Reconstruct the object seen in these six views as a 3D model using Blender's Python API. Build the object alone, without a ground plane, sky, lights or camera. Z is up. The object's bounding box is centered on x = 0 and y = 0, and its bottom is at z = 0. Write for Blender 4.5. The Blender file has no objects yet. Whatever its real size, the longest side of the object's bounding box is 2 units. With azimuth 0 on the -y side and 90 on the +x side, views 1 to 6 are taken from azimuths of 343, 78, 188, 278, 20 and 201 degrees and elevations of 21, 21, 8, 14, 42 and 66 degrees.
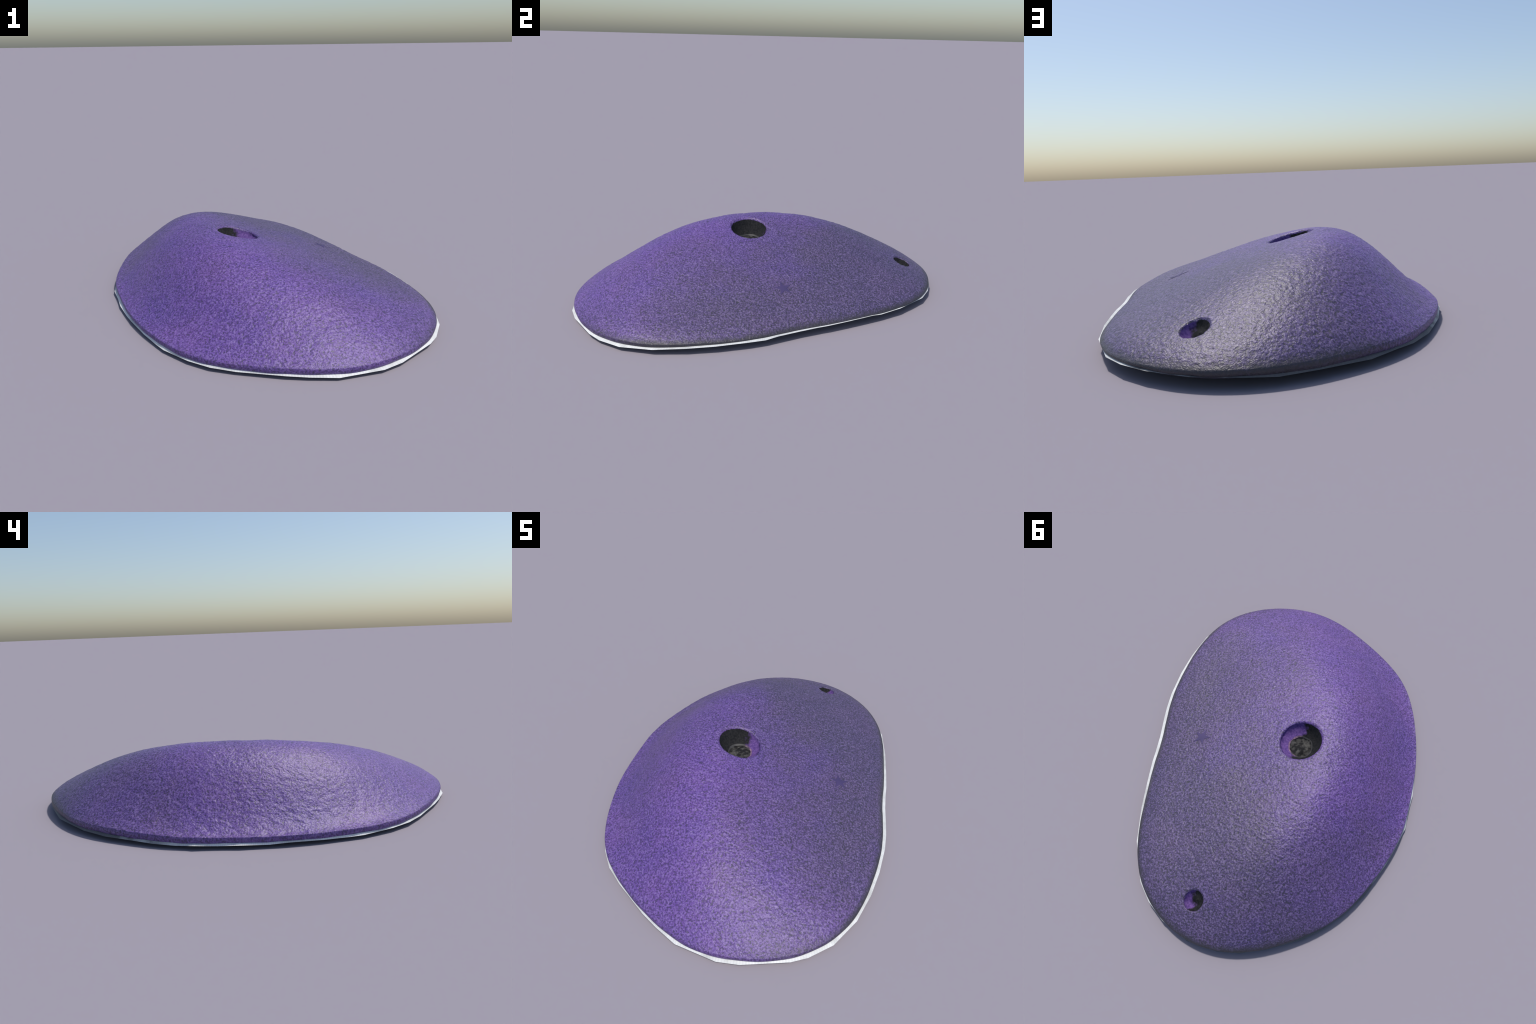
"""Purple textured climbing hold: a lopsided dome with a ridge, a counterbored
bolt hole near the crest, a small screw hole, a raised star and a pale ragged
backing sheet that peeps out around the foot."""
import bpy, math
import numpy as np

rng = np.random.default_rng(11)
TAU = math.tau

# ------------------------------------------------------------------ shape rules
# plan outline of the foot, radius over azimuth (mean, then cos/sin harmonics)
OUTLINE = [0.8437, 0.0030, -0.0192, -0.1469, -0.0496, -0.0294, -0.0252, 0.0020, -0.0015, 0.0062, 0.0090,
           0.0026, 0.0008, -0.0015, -0.0004, 0.0013, 0.0, 0.0005, -0.0008, -0.0020, -0.0026]
# height of the backing sheet's edge over the ground (the hold sits slightly askew)
SHEET_Z = [0.0264, 0.0102, 0.0094, 0.0007, 0.0022, 0.0006, -0.0014]
# how far the purple shell stays inside the sheet's edge, and above it
INSET = [0.0115, 0.0035, -0.0010, 0.0030, -0.0022]
LIP_Z = [0.0217, -0.0126, -0.0049, -0.0042, -0.0059]
# dome: (1 - rho^2) times a polynomial sum c x^i y^j ...
DOME = {(0, 0): 0.2356, (0, 1): -0.0471, (0, 2): 0.1242, (0, 3): -0.0451, (0, 4): -0.2062, (0, 5): -0.0241, (0, 6): -0.2885,
        (1, 0): -0.3099, (1, 1): -0.0008, (1, 2): -0.1573, (1, 3): -0.3273, (1, 4): 0.8568, (1, 5): -0.0059,
        (2, 0): 0.3566, (2, 1): 0.2003, (2, 2): -2.0088, (2, 3): -0.0228, (2, 4): -0.2616,
        (3, 0): 0.2260, (3, 1): -0.5822, (3, 2): 1.5656, (3, 3): 0.2894,
        (4, 0): -1.9095, (4, 1): -1.0679, (4, 2): -0.3729, (5, 0): 1.4604, (5, 1): -0.0276, (6, 0): -0.2635}
# ... plus a shoulder that fills the flanks out just inside the lip
SHOULDER = [0.0705, -0.0102, 0.0401, -0.0198, -0.0012, 0.0007, 0.0026, 0.0054, 0.0055]

BOLT = (-0.100, -0.036, 0.100)      # centre x, y and mouth radius of the bolt hole
SCREW = (0.0955, 0.833, 0.046)
STAR = (0.406, 0.059, 0.050)


def wave(c, t):
    o = np.full(np.shape(t), c[0], float)
    for i in range(1, (len(c) + 1) // 2):
        o = o + c[2 * i - 1] * np.cos(i * t) + c[2 * i] * np.sin(i * t)
    return o


def lip_radius(t):
    return wave(OUTLINE, t) - wave(INSET, t)


def lip_height(t):
    return wave(SHEET_Z, t) + wave(LIP_Z, t)


def dome(x, y):
    t = np.arctan2(y, x)
    rho = np.minimum(np.hypot(x, y) / lip_radius(t), 1.0)
    z0 = SHEET_Z[0] + LIP_Z[0]
    base = z0 + (lip_height(t) - z0) * rho ** 2
    swell = rho ** 2 * (1 - rho ** 10) * wave(SHOULDER, t)
    return base + swell + (1 - rho ** 2) * sum(c * x ** i * y ** j for (i, j), c in DOME.items())


# ------------------------------------------------------------------ smooth 3D noise
def _hash(i, j, k, seed):
    h = (i * 374761393 + j * 668265263 + k * 2147483647 + seed * 1274126177) & 0xFFFFFFFF
    h = ((h ^ (h >> 13)) * 1274126177) & 0xFFFFFFFF
    h = ((h ^ (h >> 16)) * 2246822519) & 0xFFFFFFFF
    return ((h ^ (h >> 15)) & 0xFFFF) / 32767.5 - 1.0


def noise(p, scale, seed=0):
    q = p * scale
    b = np.floor(q).astype(np.int64)
    f = q - b
    f = f * f * (3 - 2 * f)
    o = 0.0
    for dx in (0, 1):
        wx = f[:, 0] if dx else 1 - f[:, 0]
        for dy in (0, 1):
            wy = f[:, 1] if dy else 1 - f[:, 1]
            for dz in (0, 1):
                wz = f[:, 2] if dz else 1 - f[:, 2]
                o = o + wx * wy * wz * _hash(b[:, 0] + dx, b[:, 1] + dy, b[:, 2] + dz, seed)
    return o


# ------------------------------------------------------------------ helpers
def grid_faces(rows, cols, start=0, closed=True):
    r = np.arange(rows - 1)[:, None] * cols
    c = np.arange(cols if closed else cols - 1)[None, :]
    n = (c + 1) % cols
    f = np.stack([r + c, r + cols + c, r + cols + n, r + n], -1).reshape(-1, 4) + start
    return f


def new_object(name, verts, faces, material, parent, smooth=True):
    me = bpy.data.meshes.new(name)
    me.from_pydata(np.asarray(verts).tolist(), [], [list(map(int, f)) for f in faces])
    me.materials.append(material)
    me.polygons.foreach_set("use_smooth", [smooth] * len(me.polygons))
    me.update()
    ob = bpy.data.objects.new(name, me)
    bpy.context.scene.collection.objects.link(ob)
    ob.parent = parent
    return ob


# ------------------------------------------------------------------ materials
class Nodes:
    def __init__(self, name):
        self.mat = bpy.data.materials.new(name)
        self.mat.use_nodes = True
        self.t = self.mat.node_tree
        self.bsdf = self.t.nodes["Principled BSDF"]
        self.co = self.t.nodes.new("ShaderNodeTexCoord").outputs["Object"]

    def new(self, kind, **props):
        n = self.t.nodes.new(kind)
        for k, v in props.items():
            setattr(n, k, v)
        return n

    def put(self, sock, v):
        if isinstance(v, bpy.types.NodeSocket):
            self.t.links.new(v, sock)
        else:
            sock.default_value = v

    def noise(self, scale, detail=2.0, rough=0.5, vec=None, distort=0.0):
        n = self.new("ShaderNodeTexNoise")
        self.put(n.inputs["Vector"], vec or self.co)
        n.inputs["Scale"].default_value = scale
        n.inputs["Detail"].default_value = detail
        n.inputs["Roughness"].default_value = rough
        n.inputs["Distortion"].default_value = distort
        return n.outputs["Fac"]

    def ramp(self, fac, *stops):
        n = self.new("ShaderNodeValToRGB")
        self.put(n.inputs["Fac"], fac)
        e = n.color_ramp.elements
        while len(e) < len(stops):
            e.new(0.5)
        for el, (pos, col) in zip(e, stops):
            el.position = pos
            el.color = (*col, 1) if not isinstance(col, float) else (col, col, col, 1)
        return n.outputs["Color"]

    def mix(self, fac, a, b, blend="MIX"):
        n = self.new("ShaderNodeMix", data_type="RGBA", blend_type=blend)
        self.put(n.inputs[0], fac)
        self.put(n.inputs[6], a if isinstance(a, bpy.types.NodeSocket) else (*a, 1))
        self.put(n.inputs[7], b if isinstance(b, bpy.types.NodeSocket) else (*b, 1))
        return n.outputs[2]

    def math(self, op, a, b=0.0, clamp=False):
        n = self.new("ShaderNodeMath", operation=op, use_clamp=clamp)
        self.put(n.inputs[0], a)
        self.put(n.inputs[1], b)
        return n.outputs[0]

    def xyz(self):
        n = self.new("ShaderNodeSeparateXYZ")
        self.put(n.inputs[0], self.co)
        return n.outputs

    def finish(self, colour, rough, bump=None, strength=0.3, dist=0.002, specular=0.4):
        self.put(self.bsdf.inputs["Base Color"], colour if isinstance(colour, bpy.types.NodeSocket) else (*colour, 1))
        self.put(self.bsdf.inputs["Roughness"], rough)
        self.bsdf.inputs["Specular IOR Level"].default_value = specular
        if bump is not None:
            b = self.new("ShaderNodeBump")
            b.inputs["Strength"].default_value = strength
            b.inputs["Distance"].default_value = dist
            self.put(b.inputs["Height"], bump)
            self.put(self.bsdf.inputs["Normal"], b.outputs[0])
        return self.mat


def shell_material():
    n = Nodes("gritty_purple_resin")
    x, y, z = n.xyz()
    # scan shade painted in: darker greyer zone towards +x / +y, saturated towards -x / -y
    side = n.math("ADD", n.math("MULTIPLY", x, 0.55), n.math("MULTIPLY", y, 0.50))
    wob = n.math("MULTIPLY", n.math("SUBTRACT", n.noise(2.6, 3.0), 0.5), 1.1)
    shade_mask = n.ramp(n.math("ADD", n.math("ADD", side, wob), 0.50), (0.18, 0.0), (0.85, 1.0))
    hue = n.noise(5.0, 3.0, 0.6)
    unshaded_purple = n.ramp(hue, (0.3, (0.108, 0.053, 0.265)), (0.7, (0.150, 0.070, 0.290)))
    shaded_purple = n.ramp(hue, (0.3, (0.062, 0.046, 0.122)), (0.7, (0.086, 0.056, 0.142)))
    base = n.mix(shade_mask, unshaded_purple, shaded_purple)
    # worm-like grit: pale crests and grey pits
    grit = n.noise(125.0, 2.0, 0.6, distort=0.4)
    pale = n.ramp(grit, (0.51, 0.0), (0.64, 1.0))
    pits = n.ramp(grit, (0.37, 1.0), (0.50, 0.0))
    crest = n.mix(shade_mask, (0.265, 0.195, 0.420), (0.225, 0.180, 0.330))
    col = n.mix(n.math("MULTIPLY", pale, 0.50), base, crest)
    col = n.mix(n.math("MULTIPLY", pits, n.math("ADD", n.math("MULTIPLY", shade_mask, 0.22), 0.68)), col, (0.034, 0.033, 0.045))
    # dark grey band along the foot, mostly on the straight side and the far end
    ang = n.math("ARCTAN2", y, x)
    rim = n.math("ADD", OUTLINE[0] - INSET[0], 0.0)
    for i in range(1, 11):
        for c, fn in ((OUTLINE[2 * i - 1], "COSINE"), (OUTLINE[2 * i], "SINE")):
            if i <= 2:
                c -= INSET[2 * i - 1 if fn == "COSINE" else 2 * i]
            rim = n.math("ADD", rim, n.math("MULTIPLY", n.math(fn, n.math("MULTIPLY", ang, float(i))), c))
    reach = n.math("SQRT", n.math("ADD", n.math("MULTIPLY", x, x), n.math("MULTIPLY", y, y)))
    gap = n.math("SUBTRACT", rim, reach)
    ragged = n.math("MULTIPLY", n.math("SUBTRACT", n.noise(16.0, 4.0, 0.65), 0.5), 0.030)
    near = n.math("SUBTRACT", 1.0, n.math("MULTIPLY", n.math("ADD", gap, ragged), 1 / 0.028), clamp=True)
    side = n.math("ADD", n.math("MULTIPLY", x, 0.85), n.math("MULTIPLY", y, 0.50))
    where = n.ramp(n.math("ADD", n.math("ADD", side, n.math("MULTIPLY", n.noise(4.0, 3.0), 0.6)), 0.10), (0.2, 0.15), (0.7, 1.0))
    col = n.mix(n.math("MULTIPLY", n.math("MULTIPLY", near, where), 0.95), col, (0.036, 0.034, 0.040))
    return n.finish(col, 0.46, grit, 0.6, 0.004, 0.5)


def star_material():
    n = Nodes("smooth_purple_resin")
    col = n.ramp(n.noise(20.0), (0.3, (0.050, 0.037, 0.115)), (0.7, (0.064, 0.044, 0.135)))
    return n.finish(col, 0.6)


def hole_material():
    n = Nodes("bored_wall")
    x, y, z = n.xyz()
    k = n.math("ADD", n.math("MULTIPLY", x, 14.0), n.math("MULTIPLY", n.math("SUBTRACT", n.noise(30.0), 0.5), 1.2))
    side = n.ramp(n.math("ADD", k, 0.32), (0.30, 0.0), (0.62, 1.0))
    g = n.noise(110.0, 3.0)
    dark = n.ramp(g, (0.3, (0.009, 0.010, 0.012)), (0.7, (0.026, 0.026, 0.027)))  # -x wall coloured near-black for the scan's shadow inside the bore
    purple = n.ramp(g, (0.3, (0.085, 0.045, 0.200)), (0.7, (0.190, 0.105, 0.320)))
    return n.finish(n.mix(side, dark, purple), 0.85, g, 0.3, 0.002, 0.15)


def floor_material():
    n = Nodes("mottled_grey_bore_floor")
    g = n.noise(45.0, 3.0)
    return n.finish(n.ramp(g, (0.45, (0.016, 0.016, 0.017)), (0.70, (0.100, 0.098, 0.092))), 0.85, g, 0.4, 0.004, 0.15)


def ring_material():
    n = Nodes("worn_pinkish_ring")
    x, y, z = n.xyz()
    g = n.noise(60.0, 3.0)
    side = n.ramp(n.math("ADD", n.math("MULTIPLY", x, 9.0), n.math("MULTIPLY", g, 0.6)), (0.3, 0.0), (0.75, 1.0))
    worn = n.ramp(g, (0.35, (0.13, 0.07, 0.17)), (0.65, (0.30, 0.19, 0.27)))
    return n.finish(n.mix(side, (0.045, 0.045, 0.045), worn), 0.6)


def sheet_material():
    n = Nodes("ribbed_white_backing")
    x, y, z = n.xyz()
    ang = n.math("ARCTAN2", y, x)
    rib = n.math("SINE", n.math("MULTIPLY", ang, 520.0))
    g = n.noise(14.0, 3.0)
    col = n.ramp(g, (0.3, (0.50, 0.51, 0.50)), (0.65, (0.74, 0.75, 0.74)))
    col = n.mix(n.math("MULTIPLY", n.math("ADD", rib, 1.0), 0.10), col, (0.40, 0.41, 0.42))
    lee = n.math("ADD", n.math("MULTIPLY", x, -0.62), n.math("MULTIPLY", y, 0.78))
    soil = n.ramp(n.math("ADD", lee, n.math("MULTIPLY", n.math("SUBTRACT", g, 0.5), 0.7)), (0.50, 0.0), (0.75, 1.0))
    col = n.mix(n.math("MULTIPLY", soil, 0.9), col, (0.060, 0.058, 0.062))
    return n.finish(col, 0.6, rib, 0.2, 0.001)


def underside_material():
    n = Nodes("grey_underside")
    g = n.noise(12.0, 3.0)
    return n.finish(n.ramp(g, (0.3, (0.16, 0.16, 0.16)), (0.7, (0.28, 0.28, 0.27))), 0.8)


# ------------------------------------------------------------------ build
root = bpy.data.objects.new("climbing_hold", None)
bpy.context.scene.collection.objects.link(root)
root["label"] = "purple gritty resin climbing hold with bolt hole and star"
root["category"] = "climbing hold"

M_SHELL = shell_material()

# ---- shell: rings running from the bolt hole's mouth out to the lip
NT, NR = 1400, 400
phi = np.arange(NT) / NT * TAU
mouth = np.stack([BOLT[0] + BOLT[2] * np.cos(phi), BOLT[1] + BOLT[2] * np.sin(phi)], -1)
# lip points seen from the bolt hole at equal angles
tt = np.arange(7200) / 7200 * TAU
lx, ly = lip_radius(tt) * np.cos(tt), lip_radius(tt) * np.sin(tt)
a = np.unwrap(np.arctan2(ly - BOLT[1], lx - BOLT[0]))
a_ext = np.concatenate([a - TAU, a, a + TAU])
t_ext = np.concatenate([tt - TAU, tt, tt + TAU])
theta = np.interp(phi, a_ext, t_ext)
lip = np.stack([lip_radius(theta) * np.cos(theta), lip_radius(theta) * np.sin(theta)], -1)

EDGE = 0.983                        # the lip part takes over from here
s = np.linspace(0, 1, NR)[:, None, None]
xy = mouth[None] * (1 - s) + EDGE * lip[None] * s
X, Y = xy[..., 0].ravel(), xy[..., 1].ravel()
Zs = dome(X, Y)


def mouth_round(x, y, hole, width, drop):
    d = np.clip(1 - (np.hypot(x - hole[0], y - hole[1]) - hole[2]) / width, 0, 1)
    return drop * (1 - np.sqrt(np.maximum(1 - d * d, 0)))


def relief(P):
    """low lumps and grit that the light picks out"""
    left = np.clip(-P[:, 0] * 1.8 - 0.2, 0, 1)
    r = 0.0016 * noise(P, 9, 1) + (0.0004 + 0.0018 * left) * noise(P * [1, 1, 1.4], 42, 2)
    r += 0.0010 * noise(P, 85, 3) + 0.0007 * noise(P, 150, 4)
    return r


P = np.stack([X, Y, Zs], -1)
rho = np.hypot(X, Y) / lip_radius(np.arctan2(Y, X))
dstar = np.hypot(X - STAR[0], Y - STAR[1])
flat_star = np.clip((dstar - 0.03) / 0.03, 0.25, 1)
P[:, 2] += relief(P) * flat_star
P[:, 2] -= mouth_round(X, Y, BOLT, 0.014, 0.012) + mouth_round(X, Y, SCREW, 0.008, 0.008)
F = grid_faces(NR, NT)

# cut the screw hole: drop the faces inside, snap the cut edge to the circle
d = np.hypot(P[:, 0] - SCREW[0], P[:, 1] - SCREW[1])
inside = d < SCREW[2]
fi = inside[F]
F = F[~fi.all(1)]
edge_v = np.unique(F[inside[F].any(1)])
edge_v = edge_v[inside[edge_v]]
u = (P[edge_v, :2] - np.array(SCREW[:2])) / d[edge_v, None]
P[edge_v, :2] = np.array(SCREW[:2]) + u * SCREW[2]
P[edge_v, 2] = dome(P[edge_v, 0], P[edge_v, 1]) - 0.008
used = np.unique(F)
remap = np.full(len(P), -1)
remap[used] = np.arange(len(used))
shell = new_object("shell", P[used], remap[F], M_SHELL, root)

# ---- rolled lip: last strip of the top, then round and under
LT = 1400
t = theta
R, zl, zs = lip_radius(t), lip_height(t), wave(SHEET_Z, t)
rows = []
for q in np.linspace(EDGE, 1.0, 8):
    rr = R * q
    p = np.stack([rr * np.cos(t), rr * np.sin(t), np.zeros(LT)], -1)
    p[:, 2] = dome(p[:, 0], p[:, 1])
    p[:, 2] += relief(p) * (1.0 - 0.5 * (q - EDGE) / (1 - EDGE))
    rows.append(p)
wob = 0.0015 * np.sin(17 * t + 1) + 0.001 * np.sin(41 * t)
end = rows[-1][:, 2]
for k in range(1, 10):
    q = k / 9
    drop = (end - zs + 0.003) * q
    out = 0.0022 * math.sin(math.pi * min(q * 1.15, 1.0)) - 0.007 * q ** 3
    rr = R + out + wob * q
    rows.append(np.stack([rr * np.cos(t), rr * np.sin(t), end - drop], -1))
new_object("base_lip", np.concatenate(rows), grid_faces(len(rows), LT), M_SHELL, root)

# ---- ragged white backing sheet: straight-sided polygon with uneven corners
corner = np.sort((np.arange(46) + rng.uniform(-0.33, 0.33, 46)) / 46 * TAU)
SPIKE = math.atan2(0.18, -0.729)
corner[np.argmin(np.abs(corner - SPIKE))] = SPIKE
cr = wave(OUTLINE, corner) + rng.uniform(-0.0045, 0.0030, 46) * (1 - 0.75 * np.clip(np.cos(corner) * 1.4, 0, 1))
cz = wave(SHEET_Z, corner) + rng.uniform(-0.004, 0.003, 46)
k = np.argmin(np.abs(corner - SPIKE))
cr[k], cz[k] = 0.738, 0.0125


def poly_at(t, vals):
    return np.interp(t, np.concatenate([[corner[-1] - TAU], corner, [corner[0] + TAU]]),
                     np.concatenate([[vals[-1]], vals, [vals[0]]]))


ST = 460
t = np.sort(np.concatenate([np.arange(ST) / ST * TAU, corner]))
ST = len(t)
px = poly_at(t, cr * np.cos(corner))
py = poly_at(t, cr * np.sin(corner))
pz = poly_at(t, cz)
pr, pa = np.hypot(px, py), np.arctan2(py, px)
ri = lip_radius(pa) - 0.008
zi = np.minimum(wave(SHEET_Z, pa) + 0.25 * wave(LIP_Z, pa), lip_height(pa) - 0.006)
rows = []
for q, up in ((0.0, 0.0), (0.5, 0.001), (1.0, 0.0)):
    rr = ri * (1 - q) + pr * q
    rows.append(np.stack([rr * np.cos(pa), rr * np.sin(pa), zi * (1 - q) + pz * q + up], -1))
new_object("backing_sheet", np.concatenate(rows), grid_faces(3, ST), sheet_material(), root, smooth=False)

# ---- closed underside, sagging to the ground in the middle
rows = []
for q in np.linspace(1, 0.02, 16):
    e = q ** 3
    rr = pr * q * (1 - 0.002)
    rows.append(np.stack([rr * np.cos(pa), rr * np.sin(pa), (pz - 0.0008) * e + 0.0 * (1 - e)], -1))
V = np.concatenate(rows)
faces = [list(f) for f in grid_faces(16, ST)] + [list(range(15 * ST, 16 * ST))]
new_object("underside", V, faces, underside_material(), root)


# ---- bored holes: stacked rings (radius, depth below the mouth, centre shift)
def bore(name, hole, profile, mat, lumps=0.0, n=160, cap=False, top_follow=1.0):
    t = np.arange(n) / n * TAU
    z_m = dome(hole[0] + hole[2] * np.cos(t), hole[1] + hole[2] * np.sin(t))
    zc = float(z_m.mean())
    rows = []
    for r, dz, follow, sx, sy in profile:
        c = np.stack([hole[0] + sx + r * np.cos(t), hole[1] + sy + r * np.sin(t),
                      zc + (z_m - zc) * follow + dz], -1)
        if lumps:
            c[:, :2] += (noise(c, 55, 7) * lumps)[:, None] * np.stack([np.cos(t), np.sin(t)], -1)
            c[:, 2] += noise(c, 38, 8) * lumps * 1.2
        rows.append(c)
    f = [list(q) for q in grid_faces(len(rows), n)]
    f = [q[::-1] for q in f]
    if cap:
        f.append([(len(rows) - 1) * n + i for i in range(n)])
    ob = new_object(name, np.concatenate(rows), f, mat, root)
    # object origin at the mouth, so the wall colour is laid out around the hole
    off = np.array([hole[0], hole[1], zc])
    for v in ob.data.vertices:
        v.co = v.co - type(v.co)(off)
    ob.location = off
    return ob


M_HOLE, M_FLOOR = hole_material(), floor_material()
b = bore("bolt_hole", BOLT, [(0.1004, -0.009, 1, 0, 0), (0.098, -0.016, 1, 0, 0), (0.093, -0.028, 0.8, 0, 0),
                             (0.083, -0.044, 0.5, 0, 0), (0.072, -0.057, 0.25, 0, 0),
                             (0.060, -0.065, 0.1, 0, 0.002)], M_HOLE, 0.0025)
ring = bore("counterbore_ring", BOLT, [(0.0605, -0.0645, 0.1, 0, 0.002), (0.057, -0.067, 0.08, 0, 0.002),
                                       (0.053, -0.070, 0.05, 0, 0.002)], ring_material(), 0.0015)
fl = bore("bolt_seat", BOLT, [(0.0535, -0.0695, 0.05, 0, 0.002), (0.049, -0.074, 0, 0, 0.002),
                              (0.041, -0.073, 0, -0.002, 0.002), (0.031, -0.069, 0, -0.008, 0.004), (0.019, -0.065, 0, -0.013, 0.006),
                              (0.006, -0.063, 0, -0.015, 0.007)], M_FLOOR, 0.006, cap=True)
for o in (ring, fl):
    o.parent = b
    o.location = (0, 0, 0)
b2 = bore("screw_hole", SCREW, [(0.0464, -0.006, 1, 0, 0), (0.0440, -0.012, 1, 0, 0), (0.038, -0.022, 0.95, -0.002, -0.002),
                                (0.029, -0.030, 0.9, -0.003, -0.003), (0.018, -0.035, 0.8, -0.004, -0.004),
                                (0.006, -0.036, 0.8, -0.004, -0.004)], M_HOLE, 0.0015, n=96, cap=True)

# ---- raised five-pointed star, following the surface
OUT, INN, H = STAR[2], STAR[2] * 0.37, 0.0014
pts = []
for k in range(10):
    ang = math.radians(-98) + k * TAU / 10
    r0 = OUT if k % 2 == 0 else INN
    pts.append((STAR[0] + r0 * math.cos(ang), STAR[1] + r0 * math.sin(ang)))
pts = np.array(pts)
ctr = np.array(STAR[:2])
fine = np.concatenate([pts[i] + (pts[(i + 1) % 10] - pts[i]) * np.linspace(0, 1, 9)[:-1, None] for i in range(10)])
n = len(fine)
rows = []
for q, h in ((1.0, -0.004), (0.985, H * 0.7), (0.94, H), (0.75, H), (0.5, H), (0.25, H), (0.03, H)):
    p = ctr + (fine - ctr) * q
    rows.append(np.column_stack([p, dome(p[:, 0], p[:, 1]) + h]))
f = [list(q) for q in grid_faces(len(rows), n)] + [[(len(rows) - 1) * n + i for i in range(n)]]
f = [q[::-1] for q in f[:-1]] + [f[-1]]
star = new_object("star_emblem", np.concatenate(rows), f, star_material(), root)

# consistent outward normals
import bmesh
for ob in list(root.children_recursive):
    if ob.name.startswith(("star", "base", "backing", "underside", "bolt", "counter", "screw")):
        bm = bmesh.new()
        bm.from_mesh(ob.data)
        bmesh.ops.recalc_face_normals(bm, faces=bm.faces)
        bm.to_mesh(ob.data)
        bm.free()
